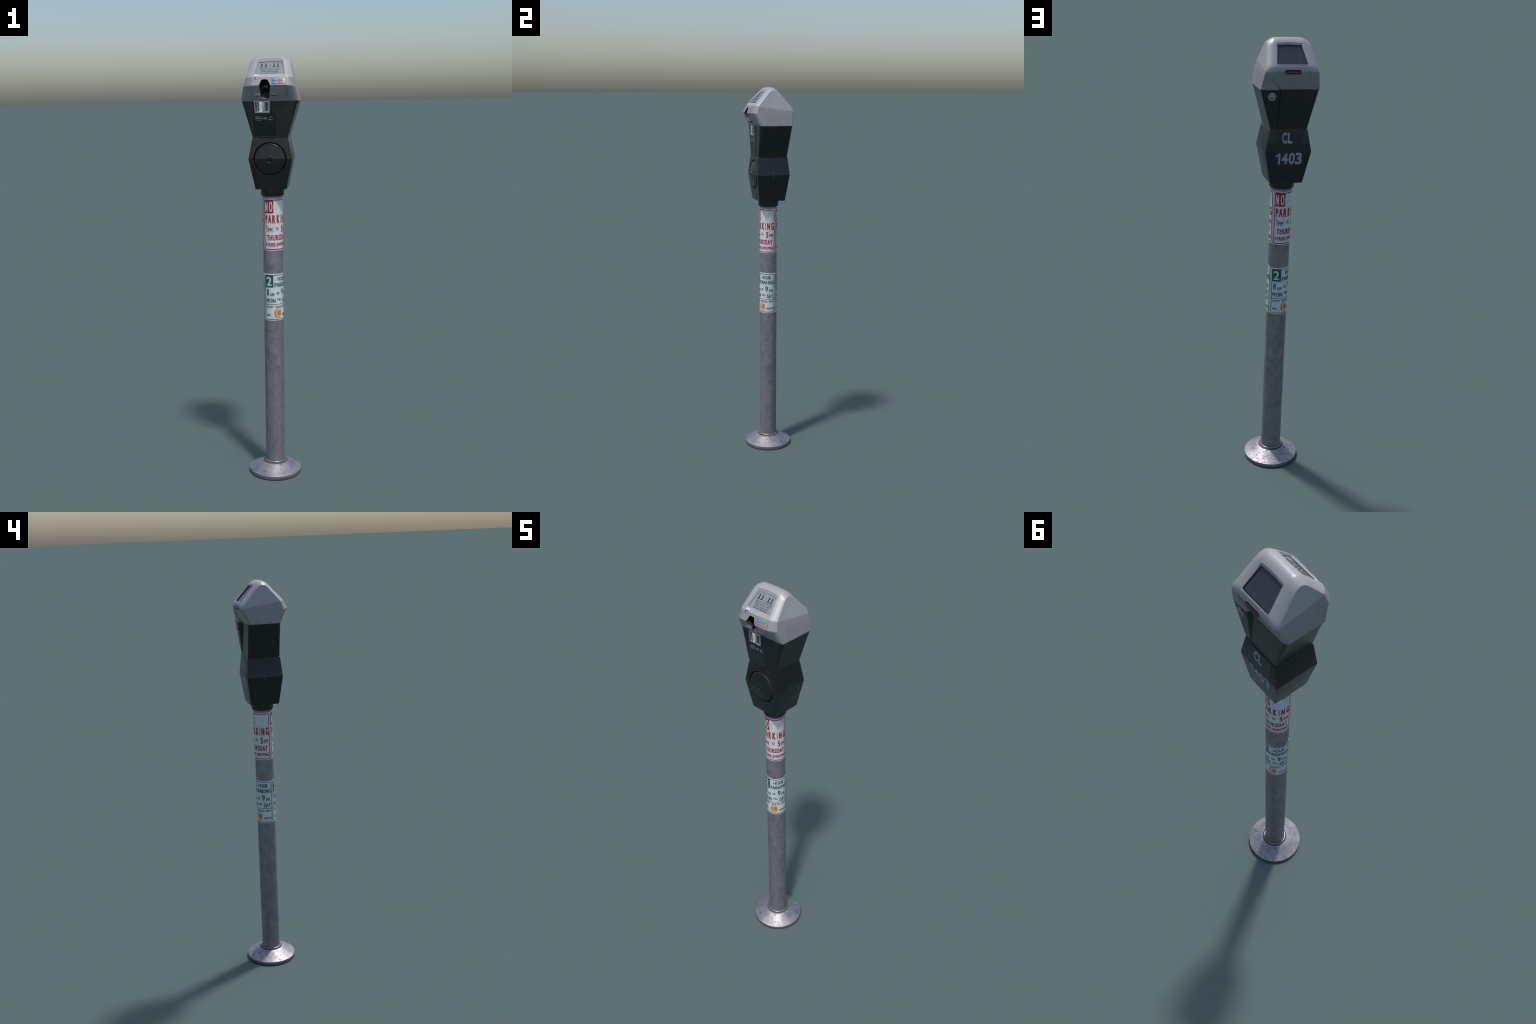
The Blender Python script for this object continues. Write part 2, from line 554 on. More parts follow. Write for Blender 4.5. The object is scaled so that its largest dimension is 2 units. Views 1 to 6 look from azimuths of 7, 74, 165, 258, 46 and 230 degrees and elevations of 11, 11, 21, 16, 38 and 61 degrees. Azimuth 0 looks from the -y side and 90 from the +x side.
def band_patch(bm, outline, lo, hi, step=4.0, mi=0):
    """solid patch with an outline in (degrees, z), cut into strips so that it follows the post"""
    t = bmesh.new()
    t.faces.new([t.verts.new((x, y, 0)) for x, y in outline])
    xs = [p[0] for p in outline]
    c = min(xs) + step
    while c < max(xs):
        bmesh.ops.bisect_plane(t, geom=t.verts[:] + t.edges[:] + t.faces[:], plane_co=(c, 0, 0), plane_no=(1, 0, 0))
        c += step
    r = bmesh.ops.extrude_face_region(t, geom=t.faces[:])
    top = {e for e in r["geom"] if isinstance(e, bmesh.types.BMVert)}
    idx = {v: bm.verts.new(wrap(v.co.x, v.co.y, hi if v in top else lo)) for v in t.verts}
    for f in t.faces:
        bm.faces.new([idx[v] for v in f.verts]).material_index = mi
    t.free()


def band_frame(bm, a0, a1, z0, z1, w, r, lo, hi, mi=0):
    """rounded rectangular line on the post; w and r in metres"""
    def ol(i):
        rr = max(r - i, 0.0008)
        pts = []
        for p in rrect(0, (a1 - a0) / DPM - 2 * i, 0, z1 - z0 - 2 * i, rr, 5):
            pts.append((a0 + (p[0] + i) * DPM, z0 + i + p[1]))
        # extra points along the long horizontal edges so the line follows the curve
        out = []
        for p, q in zip(pts, pts[1:] + pts[:1]):
            n = max(1, int(abs(q[0] - p[0]) / 4.0)) if abs(q[0] - p[0]) > 20 else 1
            if abs(q[0] - p[0]) > 20:
                n = 36
            out += [(p[0] + (q[0] - p[0]) * k / n, p[1] + (q[1] - p[1]) * k / n) for k in range(n)]
        return out
    o, i = ol(0), ol(w)
    n = len(o)
    oT = [bm.verts.new(wrap(x, y, hi)) for x, y in o]
    iT = [bm.verts.new(wrap(x, y, hi)) for x, y in i]
    oB = [bm.verts.new(wrap(x, y, lo)) for x, y in o]
    iB = [bm.verts.new(wrap(x, y, lo)) for x, y in i]
    for k in range(n):
        j = (k + 1) % n
        for q in ((oT[k], oT[j], iT[j], iT[k]), (oB[k], oB[j], oT[j], oT[k]), (iT[k], iT[j], iB[j], iB[k])):
            bm.faces.new(q).material_index = mi


def sign(name, z0, z1, build):
    out = []
    half, mid = 88.9, 34.5
    bm = bmesh.new()
    ol = [(mid - half + p[0] * DPM, p[1]) for p in rrect(0, 2 * half / DPM, z0, z1, 0.007, 6)]
    band_patch(bm, ol, -0.0008, 0.0, 4.0)
    first = finish(bm, name, post, [M_SHEET])
    parts = build()
    for o in parts:
        o.parent = first
    # the same sign again on the far side
    second = first.copy()
    COL.objects.link(second)
    second.rotation_euler = (0, 0, math.pi)
    for o in parts:
        c = o.copy()
        COL.objects.link(c)
        c.parent = second


T_INK = 0.00035
XC = 3.0


def letters(bm, rows, mi=0, base=0.0, bold=0.004, heavy=0.45, spacing=1.0):
    """condensed road-sign capitals: each letter struck three times side by side to thicken its stems"""
    for body, a0, a1, z0, z1 in rows:
        if body == "1":
            w = (a1 - a0)
            band_patch(bm, [(a0 + w * 0.52, z0), (a1, z0), (a1, z1), (a0 + w * 0.55, z1), (a0, z1 - (z1 - z0) * 0.16), (a0, z1 - (z1 - z0) * 0.28), (a0 + w * 0.52, z1 - (z1 - z0) * 0.20)], base - 0.0003, base + T_INK)
            continue
        for k, dx in enumerate((-heavy, 0.0, heavy)):
            text_bm(bm, body, a0 + heavy + dx, a1 - heavy + dx, z0, z1, wrap, depth=T_INK + 0.00004 * k, bold=bold if "M" not in body else 0.0, xcut=XC, mi=mi, base=base, spacing=spacing)


def red_sign():
    bm = bmesh.new()
    band_frame(bm, -49.0, 118.0, 1.1150, 1.3502, 0.0042, 0.008, -0.0003, T_INK)
    border = finish(bm, "sign_border", post, [M_RED])
    bm = bmesh.new()
    band_patch(bm, rrect(-47.0, 9.4, 1.2868, 1.3480, 0.0), -0.0003, T_INK * 0.9)
    block = finish(bm, "sign_block", post, [M_RED])
    bm = bmesh.new()
    letters(bm, [("N", -42.0, -25.0, 1.2938, 1.3395), ("O", -15.2, 4.0, 1.2932, 1.3402)], base=T_INK, bold=0.004, heavy=1.0)
    no = finish(bm, "sign_block_lettering", post, [M_SHEET])
    bm = bmesh.new()
    letters(bm, [("P", -39.5, -26.0, 1.2397, 1.2780), ("A", -22.5, -2.0, 1.2397, 1.2780), ("R", 2.0, 21.0, 1.2397, 1.2780), ("K", 28.0, 47.0, 1.2397, 1.2780),
                 ("I", 53.8, 57.8, 1.2397, 1.2780), ("N", 66.0, 84.5, 1.2397, 1.2780), ("G", 92.5, 111.0, 1.2390, 1.2788),
                 ("1", -34.5, -28.3, 1.1984, 1.2282), ("5", 58.8, 74.0, 1.1972, 1.2285)], heavy=1.4, bold=0.012)
    letters(bm, [("PM", -23.5, 2.4, 1.1984, 1.2180), ("TO", 22.2, 39.4, 1.2058, 1.2213), ("PM", 79.0, 106.2, 1.1980, 1.2182)], heavy=0.55, bold=0.006, spacing=1.12)
    letters(bm, [("THURSDAY", -31.2, 101.8, 1.1590, 1.1850)], heavy=1.0, bold=0.010, spacing=1.16)
    letters(bm, [("STREET", -36.3, 19.4, 1.1314, 1.1472), ("SWEEPING", 28.3, 108.1, 1.1314, 1.1472)], bold=0.012, heavy=0.6, spacing=1.16)
    return [border, block, no, finish(bm, "sign_lettering", post, [M_RED])]


def green_sign():
    bm = bmesh.new()
    band_frame(bm, -48.5, 118.5, 0.7778, 0.9946, 0.0031, 0.007, -0.0003, T_INK)
    band_patch(bm, rrect(-47.2, 117.2, 0.8512, 0.8536), -0.0003, T_INK * 0.9)
    border = finish(bm, "sign_border", post, [M_GREEN])
    bm = bmesh.new()
    band_patch(bm, rrect(-47.2, 4.8, 0.9338, 0.9932), -0.0003, T_INK * 0.9)
    block = finish(bm, "sign_block", post, [M_GREEN])
    bm = bmesh.new()
    letters(bm, [("2", -36.5, -5.6, 0.9425, 0.9848)], base=T_INK, bold=0.012, heavy=0.9)
    two = finish(bm, "sign_block_lettering", post, [M_SHEET])
    bm = bmesh.new()
    letters(bm, [("HOUR", 29.8, 92.5, 0.9645, 0.9845), ("PARKING", 11.0, 113.5, 0.9360, 0.9570), ("8", -37.4, -21.6, 0.8950, 0.9252),
                 ("A.M.", -15.3, 12.2, 0.8930, 0.9085), ("TO", 20.3, 40.2, 0.8993, 0.9118), ("9", 54.0, 72.2, 0.8948, 0.9252), ("P.M.", 79.4, 107.0, 0.8930, 0.9090),
                 ("MON", -40.3, 15.8, 0.8605, 0.8802)], bold=0.006, heavy=1.0, spacing=1.1)
    letters(bm, [("THRU", 25.3, 53.6, 0.8690, 0.8812)], bold=0.0, heavy=0.35, spacing=1.1)
    letters(bm, [("SAT", 65.2, 108.9, 0.8590, 0.8800)], bold=0.008, heavy=1.0, spacing=1.1)
    letters(bm, [("EXCEPT", -40.2, 5.0, 0.8350, 0.8442), ("VEHICLES", 13.6, 67.0, 0.8345, 0.8442), ("WITH", 76.0, 106.5, 0.8345, 0.8442),
                 ("AREA", -39.2, -12.3, 0.7955, 0.8055), ("PERMITS", 60.7, 113.0, 0.7935, 0.8050)], bold=0.004, heavy=0.35)
    text = finish(bm, "sign_lettering", post, [M_GREEN])
    bm = bmesh.new()
    band_patch(bm, ellipse(30.0, 0.8084, 21.4, 0.0236, 40), -0.0003, T_INK)
    badge = finish(bm, "sign_badge", post, [M_ORANGE])
    bm = bmesh.new()
    letters(bm, [("C", 19.0, 39.0, 0.7892, 0.8288)], base=T_INK, bold=0.0, heavy=0.6)
    c = finish(bm, "sign_badge_lettering", post, [M_SHEET])
    return [border, block, two, text, badge, c]


sign("no_parking_sign", 1.1108, 1.3546, red_sign)
sign("hour_parking_sign", 0.7733, 0.9998, green_sign)

# ----------------------------------------------------------------------------- lower housing
Z_BOT, Z_WIDE, Z_NECK = 1.4000, 1.5400, 1.6340


def lerp(a, b, t):
    return a + (b - a) * t


def lower_front(z):
    return lerp(-0.0698, -0.0872, (z - Z_BOT) / (Z_WIDE - Z_BOT)) if z < Z_WIDE else lerp(-0.0872, -0.0800, (z - Z_WIDE) / (Z_NECK - Z_WIDE))


def lower_back(z):
    return lerp(0.0722, 0.0902, (z - Z_BOT) / (Z_WIDE - Z_BOT)) if z < Z_WIDE else lerp(0.0902, 0.0815, (z - Z_WIDE) / (Z_NECK - Z_WIDE))


def lower_half(z):
    return lerp(0.0708, 0.1000, (z - Z_BOT) / (Z_WIDE - Z_BOT)) if z < Z_WIDE else lerp(0.1000, 0.0812, (z - Z_WIDE) / (Z_NECK - Z_WIDE))


bm = bmesh.new()
rows = []
for z in (Z_BOT, Z_WIDE, Z_NECK):
    w, f, k = lower_half(z), lower_front(z), lower_back(z)
    rows.append([bm.verts.new(p) for p in ((-w, f, z), (w, f, z), (w, k, z), (-w, k, z))])
for a, b in zip(rows, rows[1:]):
    for i in range(4):
        bm.faces.new((a[i], a[(i + 1) % 4], b[(i + 1) % 4], b[i]))
bm.faces.new(list(reversed(rows[0])))
bm.faces.new(rows[-1])
bmesh.ops.recalc_face_normals(bm, faces=bm.faces)
bmesh.ops.bevel(bm, geom=bm.edges[:], offset=0.0024, segments=3, profile=0.6, affect='EDGES', clamp_overlap=True)
lower = add("lower_housing", mesh_of(bm, "lower_housing"), ROOT, [M_LOWER, M_RUST], 40)

# round recess for the vault door
DX, DZ, R_OUT, R_IN = -0.0017, 1.5400, 0.0762, 0.0702
bm = bmesh.new()
n = 96
fa = [bm.verts.new((DX + R_OUT * math.cos(2 * math.pi * i / n), -0.120, DZ + R_OUT * math.sin(2 * math.pi * i / n))) for i in range(n)]
fb = [bm.verts.new((DX + R_OUT * math.cos(2 * math.pi * i / n), -0.060, DZ + R_OUT * math.sin(2 * math.pi * i / n))) for i in range(n)]
for i in range(n):
    bm.faces.new((fa[i], fa[(i + 1) % n], fb[(i + 1) % n], fb[i]))
bm.faces.new(fa)
bm.faces.new(list(reversed(fb)))
for f in bm.faces:
    f.material_index = 1
cut = add("cutter", mesh_of(bm, "cutter"), None, [M_LOWER, M_RUST])
boolean_cut(lower, [cut])
lower.data.polygons.foreach_set("use_smooth", [True] * len(lower.data.polygons))
lower.data.set_sharp_from_angle(angle=math.radians(32))

# vault door: a bent, slightly domed disc with a sunken half moon above and a hub
HX, HZ = -0.0030, 1.5345


def door_y(x, z):
    dx, dz = x - DX, z - DZ
    r = math.hypot(dx, dz)
    s = math.sqrt((z - 1.5425) ** 2 + 0.010 ** 2)            # soft fold between the upper and lower half
    face = -0.0885 + (0.090 * s if z > 1.5425 else 0.122 * s)
    dome = 0.0065 * (1 - (r / R_IN) ** 2)
    y = face - dome - 0.0010
    q = math.hypot(x - HX, z - HZ)
    hub = max(0.0, 1 - max(0.0, q - 0.012) / 0.016)
    hub = hub * hub * (3 - 2 * hub)
    sunk = 1.0 if (r < 0.0650) else max(0.0, 1 - (r - 0.0650) / 0.0022)
    step = min(1.0, max(0.0, (z - 1.5425) / 0.0045))
    y += 0.0017 * sunk * step * (1 - hub)
    y -= 0.0016 * hub
    pit = max(0.0, 1 - max(0.0, q - 0.0070) / 0.0050)
    y += 0.0050 * pit * pit * (3 - 2 * pit)
    nub = max(0.0, 1 - q / 0.0052)
    y -= 0.0042 * min(1.0, nub * 1.6)
    edge = max(0.0, (r - (R_IN - 0.0042)) / 0.0042)
    y += 0.0042 * (1 - math.sqrt(max(0.0, 1 - edge * edge)))
    return y


bm = bmesh.new()
N = 128
radii = [R_IN * k / 60 for k in range(1, 55)] + [R_IN - 0.0066 * (1 - k / 12) for k in range(1, 13)]
radii = sorted(set(round(r, 5) for r in radii))
c0 = bm.verts.new((DX, door_y(DX, DZ), DZ))
prev = None
for r in radii:
    ring = []
    for i in range(N):
        a = 2 * math.pi * i / N
        x, z = DX + r * math.cos(a), DZ + r * math.sin(a)
        ring.append(bm.verts.new((x, door_y(x, z), z)))
    for i in range(N):
        j = (i + 1) % N
        bm.faces.new((c0, ring[i], ring[j]) if prev is None else (prev[i], ring[i], ring[j], prev[j]))
    prev = ring
back = [bm.verts.new((v.co.x, -0.0595, v.co.z)) for v in prev]
for i in range(N):
    bm.faces.new((prev[i], back[i], back[(i + 1) % N], prev[(i + 1) % N]))
for f in bm.faces:
    m = f.calc_center_median()
    if math.hypot(m.x - DX, m.z - DZ) > R_IN - 0.0009:
        f.material_index = 1
finish(bm, "vault_door", lower, [M_LOWER, M_RUST], 50)
bm = bmesh.new()          # worn, rusty lip round the recess


def face_y(z):
    return lower_front(z) - 0.0004


ringv = []
for i in range(N):
    a = 2 * math.pi * i / N
    ringv.append([bm.verts.new((DX + r_ * math.cos(a), face_y(DZ + r_ * math.sin(a)) + dy, DZ + r_ * math.sin(a))) for r_, dy in ((R_OUT + 0.0010, 0.0012), (R_OUT + 0.0006, 0.0), (R_OUT - 0.0006, 0.0004), (R_OUT - 0.0006, 0.006))])
for i in range(N):
    for j in range(3):
        bm.faces.new((ringv[i][j], ringv[(i + 1) % N][j], ringv[(i + 1) % N][j + 1], ringv[i][j + 1]))
finish(bm, "vault_rim", lower, [M_RUST], 60)
# keyhole pin
slab("vault_lock_pin", ellipse(HX, HZ - 0.0005, 0.0030, 0.0030, 20), Frame((0, 0, 0), (1, 0, 0), (0, 0, 1)), 0.080, 0.0930, lower, M_LOCK, 0.0010)


def back_map(x, y, h):
    """x to the viewer's right when looking at the back; y is the height"""
    sl = 0.129 if y < Z_WIDE else -0.092
    return Vector((-x, lower_back(y) + 0.0012 + h, y))


def bent_plate(bm, x0, x1, z0, z1, lo, hi):
    zs = [z0, Z_WIDE, z1] if z0 < Z_WIDE < z1 else [z0, z1]
    rows = [[bm.verts.new(back_map(x, z, h)) for x, h in ((x0, lo), (x1, lo), (x1, hi), (x0, hi))] for z in zs]
    for a, b in zip(rows, rows[1:]):
        for i in range(4):
            bm.faces.new((a[i], a[(i + 1) % 4], b[(i + 1) % 4], b[i]))
    bm.faces.new(list(reversed(rows[0])))
    bm.faces.new(rows[-1])


bm = bmesh.new()
bent_plate(bm, -0.0575, 0.0605, 1.4830, 1.6298, -0.0020, -0.0004)
label = finish(bm, "number_label", lower, [M_LABEL])
bm = bmesh.new()
bent_plate(bm, -0.0582, 0.0612, 1.4822, 1.6302, -0.0020, -0.0007)
finish(bm, "number_label_edge", label, [M_LABELEDGE])
bm = bmesh.new()
rows_t = [("C", -0.0280, -0.0074, 1.5757, 1.6226), ("L", -0.0040, 0.0156, 1.5765, 1.6215),
          ("4", -0.0280, -0.0005, 1.4870, 1.5372), ("0", 0.0030, 0.0298, 1.4858, 1.5382), ("3", 0.0318, 0.0605, 1.4852, 1.5378)]
for body, a0, a1, z0, z1 in rows_t:
    text_bm(bm, body, a0, a1, z0, z1, lambda x, y, h: back_map(x, y, h - 0.0004), depth=0.0006, bold=0.022, ycut=[Z_WIDE])
    text_bm(bm, body, a0 + 0.0008, a1 - 0.0008, z0 + 0.0003, z1 - 0.0003, lambda x, y, h: back_map(x, y, h - 0.0004), depth=0.00065, bold=0.030, ycut=[Z_WIDE])
# numeral one with its flag
one = [(-0.0420, 1.4872), (-0.0340, 1.4872), (-0.0340, 1.5358), (-0.0392, 1.5358), (-0.0470, 1.5300), (-0.0545, 1.5262), (-0.0545, 1.5190), (-0.0420, 1.5222)]
lo_v = [bm.verts.new(back_map(x, z, -0.0010)) for x, z in one]
hi_v = [bm.verts.new(back_map(x, z, 0.0002)) for x, z in one]
for i in range(len(one)):
    bm.faces.new((lo_v[i], lo_v[(i + 1) % len(one)], hi_v[(i + 1) % len(one)], hi_v[i]))
bm.faces.new(hi_v)
finish(bm, "number_label_lettering", label, [M_DIGIT])

# ----------------------------------------------------------------------------- upper housing
Z_CAP = 1.8000


def plan(z):
    """half width, front y, back y, corner radius front, corner radius back-left"""
    t = (z - Z_NECK) / (Z_CAP - Z_NECK)
    return lerp(0.0782, 0.1284, t), lerp(-0.0772, -0.0790, t), lerp(0.0792, 0.0800, t), lerp(0.0022, 0.020, t), lerp(0.0022, 0.022, t)


bm = bmesh.new()
rows = []
for k in range(13):
    z = lerp(Z_NECK - 0.004, Z_CAP - 0.0008, k / 12)
    w, f, b, rf, rb = plan(max(z, Z_NECK))
    ol = rrect(-w, w, f, b, 0, 8, radii=(rf, rf, 0.0012, rb))
    # elliptical front corners: long along the front, short along the flank
    rows.append([bm.verts.new((x, y if y > 0 else max(y, f), z)) for x, y in ol])
for a, b in zip(rows, rows[1:]):
    for i in range(len(a)):
        bm.faces.new((a[i], a[(i + 1) % len(a)], b[(i + 1) % len(a)], b[i]))
bm.faces.new(list(reversed(rows[0])))
bm.faces.new(rows[-1])
upper = finish(bm, "upper_housing", ROOT, [M_HOUSE], 40)

# lock boss on the back: a wedge that grows towards the cap
bm = bmesh.new()
z1 = Z_CAP - 0.0008
tri = [[(0.0370, 0.0790, z1), (0.1285, 0.060, z1), (0.1285, 0.0900, z1), (0.1185, 0.0965, z1), (0.0490, 0.0955, z1)],
       [(0.0490, 0.0780, 1.645), (0.0818, 0.060, 1.645), (0.0818, 0.0790, 1.645), (0.0795, 0.0802, 1.645), (0.0532, 0.0802, 1.645)]]
v = [[bm.verts.new(p) for p in r] for r in tri]
for i in range(5):
    bm.faces.new((v[0][i], v[0][(i + 1) % 5], v[1][(i + 1) % 5], v[1][i]))
bm.faces.new(v[0])
bm.faces.new(list(reversed(v[1])))
bmesh.ops.recalc_face_normals(bm, faces=bm.faces)
bmesh.ops.bevel(bm, geom=[e for e in bm.edges if abs(e.verts[0].co.z - e.verts[1].co.z) > 0.05 and e.verts[0].co.y > 0.075], offset=0.0006, segments=2, affect='EDGES')
boss = finish(bm, "lock_boss", upper, [M_HOUSE], 40)
for o_ in (upper, boss):
    wn = o_.modifiers.new("weighted", 'WEIGHTED_NORMAL')
    wn.keep_sharp = True
    wn.weight = 90
LF = Frame((0.0808, 0.0930, 1.7722), (-1, 0, 0), (0, 0.094, 1))
lk = slab("lock", ellipse(0, 0, 0.0172, 0.0172, 48), LF, -0.004, 0.0050, boss, M_LOCK, 0.0020)
bm = bmesh.new()
ring_bm(bm, ellipse(0, 0, 0.0112, 0.0112), ellipse(0, 0, 0.0092, 0.0092), LF, 0.0044, 0.0058)
slab_bm(bm, ellipse(0.0005, 0.0010, 0.0062, 0.0062, 28), LF, 0.0044, 0.0056)
finish(bm, "lock_ring", lk, [M_STEEL])
slab("keyhole_patch", rrect(-0.0068, 0.0036, -0.0066, -0.0036, 0.0008), LF, 0.0046, 0.0060, lk, M_VOID)  # raised dark plate standing in for the key opening

# front door leaf
FF = Frame((0, -0.0782, 0), (1, 0, 0.0), (0, -0.0112, 1))


def front_y(z):
    return lerp(-0.0772, -0.0790, (z - Z_NECK) / (Z_CAP - Z_NECK))


FF = Frame((0, front_y(1.72), 1.72), (1, 0, 0), (0, front_y(1.80) - front_y(1.64), 0.16))


def fz(z):
    return z - 1.72


def door_outline(g):
    pts = [(-0.0757 - g, fz(1.6412) - g), (0.0302 + g, fz(1.6412) - g), (0.0302 + g, fz(1.745)), (0.0294 + g, fz(1.7620)), (0.0262 + g, fz(1.7770)), (0.0205 + g, fz(1.7880)),
           (0.0125 + g, fz(1.7965)), (0.0120, fz(1.7990)), (-0.0765 - g, fz(1.7990))]
    return pts


slab("door_seam", door_outline(0.0011), FF, -0.002, 0.0008, upper, M_RUST, 0.0)
door = slab("front_door", door_outline(0.0), FF, -0.002, 0.0017, upper, M_DOOR, 0.0010)
bm = bmesh.new()
slab_bm(bm, [(-0.0750, fz(1.6365)), (0.0296, fz(1.6365)), (0.0290, fz(1.6418)), (-0.0746, fz(1.6418))], FF, -0.002, 0.0026, 0.0012)
finish(bm, "door_sill", door, [M_DOOR])

H0 = 0.0017
plate = slab("coin_plate", [(-0.0678, fz(1.7450)), (-0.0006, fz(1.7452)), (0.0008, fz(1.7996)), (-0.0722, fz(1.7992))], FF, 0.0, H0 + 0.0020, door, M_PLATE, 0.0008)
H1 = H0 + 0.0020
bm = bmesh.new()
slab_bm(bm, [(-0.0625, fz(1.7522)), (-0.0478, fz(1.7522)), (-0.0492, fz(1.7938)), (-0.0660, fz(1.7940))], FF, H1 - 0.0004, H1 + 0.0004)
strip = finish(bm, "coin_label", plate, [M_PRINTBLACK])
bm = bmesh.new()
slab_bm(bm, [(-0.0478, fz(1.7508)), (-0.0336, fz(1.7508)), (-0.0334, fz(1.7930)), (-0.0490, fz(1.7934))], FF, H1 - 0.0004, H1 + 0.0003)
slab_bm(bm, [(-0.0615, fz(1.7504)), (-0.0480, fz(1.7504)), (-0.0480, fz(1.7516)), (-0.0618, fz(1.7516))], FF, H1 - 0.0004, H1 + 0.0003)
finish(bm, "coin_label_panel", plate, [M_WHITE])
bm = bmesh.new()
for k, ch in enumerate("COINS"):
    zc = 1.7900 - k * 0.0084
    xc = -0.0573 + k * 0.0006
    w = 0.0012 if ch == "I" else 0.0030
    text_bm(bm, ch, xc - w, xc + w, fz(zc - 0.0028), fz(zc + 0.0028), lambda x, y, h: FF.at(x, y, H1 + 0.0004 + h), depth=0.0003, bold=0.01)
finish(bm, "coin_label_lettering", plate, [M_WHITE])
bm = bmesh.new()      # outlined arrow pointing to the slot
A, B, C = (-0.0468, fz(1.7895)), (-0.0350, fz(1.7740)), (-0.0462, fz(1.7555))
ctr = ((A[0] + B[0] + C[0]) / 3, (A[1] + B[1] + C[1]) / 3)
ring_bm(bm, [A, C, B], [(ctr[0] + (p[0] - ctr[0]) * 0.76, ctr[1] + (p[1] - ctr[1]) * 0.76) for p in (A, C, B)], FF, H1, H1 + 0.0007)
finish(bm, "coin_arrow", plate, [M_PRINTBLACK])
slab("coin_slot_surround", [(-0.0212, fz(1.7528)), (-0.0062, fz(1.7528)), (-0.0052, fz(1.7940)), (-0.0244, fz(1.7942))], FF, H1 - 0.0004, H1 + 0.0004, plate, M_PLATE_DARK)  # flat grey patch standing in for the recess
slab("coin_slot_patch", rrect(-0.0158, -0.0122, fz(1.7548), fz(1.7905), 0.0004), FF, H1 - 0.0004, H1 + 0.0008, plate, M_VOID)  # dark plate laid on top in place of an open slit
slab("coin_slot_lip", rrect(-0.0212, -0.0060, fz(1.7506), fz(1.7522)), FF, H1 - 0.0004, H1 + 0.0009, plate, M_WHITE)

# small payment marks printed under the coin plate
bm = bmesh.new()
PF = lambda x, y, h: FF.at(x, y, H0 + h)
FP = Frame(FF.at(0, 0, H0), FF.r, FF.u)
ring_bm(bm, rrect(-0.0648, -0.0362, fz(1.7130), fz(1.7312), 0.003), rrect(-0.0640, -0.0370, fz(1.7138), fz(1.7304), 0.0025), FP, -0.0003, 0.0004)
text_bm(bm, "Pay", -0.0528, -0.0404, fz(1.7170), fz(1.7265), PF, depth=0.0004, bold=0.01)
slab_bm(bm, ellipse(-0.0577, fz(1.7226), 0.0032, 0.0035, 16), FP, -0.0003, 0.0004)
finish(bm, "payment_mark", door, [M_DIMWHITE])
bm = bmesh.new()
ring_bm(bm, ellipse(-0.0216, fz(1.7220), 0.0110, 0.0062), ellipse(-0.0216, fz(1.7220), 0.0104, 0.0056), FP, -0.0003, 0.0004)
slab_bm(bm, rrect(-0.0282, -0.0230, fz(1.7195), fz(1.7245), 0.001), FP, -0.0003, 0.0004)
for k in range(3):       # contactless waves
    r0 = 0.0022 + 0.0021 * k
    arc = [(-0.0226 + r0 * math.cos(a), fz(1.7220) + r0 * math.sin(a)) for a in [math.radians(-45 + 15 * i) for i in range(7)]]
    arc2 = [(-0.0226 + (r0 + 0.0009) * math.cos(a), fz(1.7220) + (r0 + 0.0009) * math.sin(a)) for a in [math.radians(-45 + 15 * i) for i in range(7)]]
    slab_bm(bm, arc2 + list(reversed(arc)), FP, -0.0003, 0.0004)
finish(bm, "contactless_mark", door, [M_DIMWHITE])
bm = bmesh.new()
text_bm(bm, "Pay", -0.0055, 0.0132, fz(1.7125), fz(1.7206), PF, depth=0.0004, bold=0.015)
finish(bm, "lamp_caption", door, [M_DIMWHITE])
slab("status_lamp", ellipse(0.0033, fz(1.7272), 0.0043, 0.0043, 24), FP, -0.0005, 0.0016, door, M_LED, 0.0010)

# ----------------------------------------------------------------------------- cap
# three guide lines run over the cap from the front lip to the back lip:
# inner (edge of the flat middle), ctrl (pulls the rounded shoulder out), outer (crease against the flank)
GUIDE = [
    #  inner                      ctrl                       outer                     rounding
    ((0.0805, -0.0792, 1.8000), (0.1210, -0.0800, 1.8000), (0.1292, -0.0740, 1.8000), 0),
    ((0.0785, -0.1222, 1.8662), (0.1060, -0.1205, 1.8650), (0.1170, -0.0940, 1.8632), 0.10),
    ((0.0740, -0.1028, 1.9060), (0.0975, -0.1010, 1.9045), (0.1063, -0.0835, 1.9010), 0.10),
    ((0.0575, 0.0010, 2.0175), (0.0760, 0.0000, 2.0090), (0.0865, 0.0000, 1.9980), 0.33),
    ((0.0762, 0.1125, 1.8850), (0.1105, 0.1155, 1.8810), (0.1138, 0.0990, 1.8755), 0.14),
    ((0.0980, 0.0815, 1.8000), (0.1280, 0.0815, 1.8000), (0.1292, 0.0620, 1.8000), 0),
]
NSEG = 8


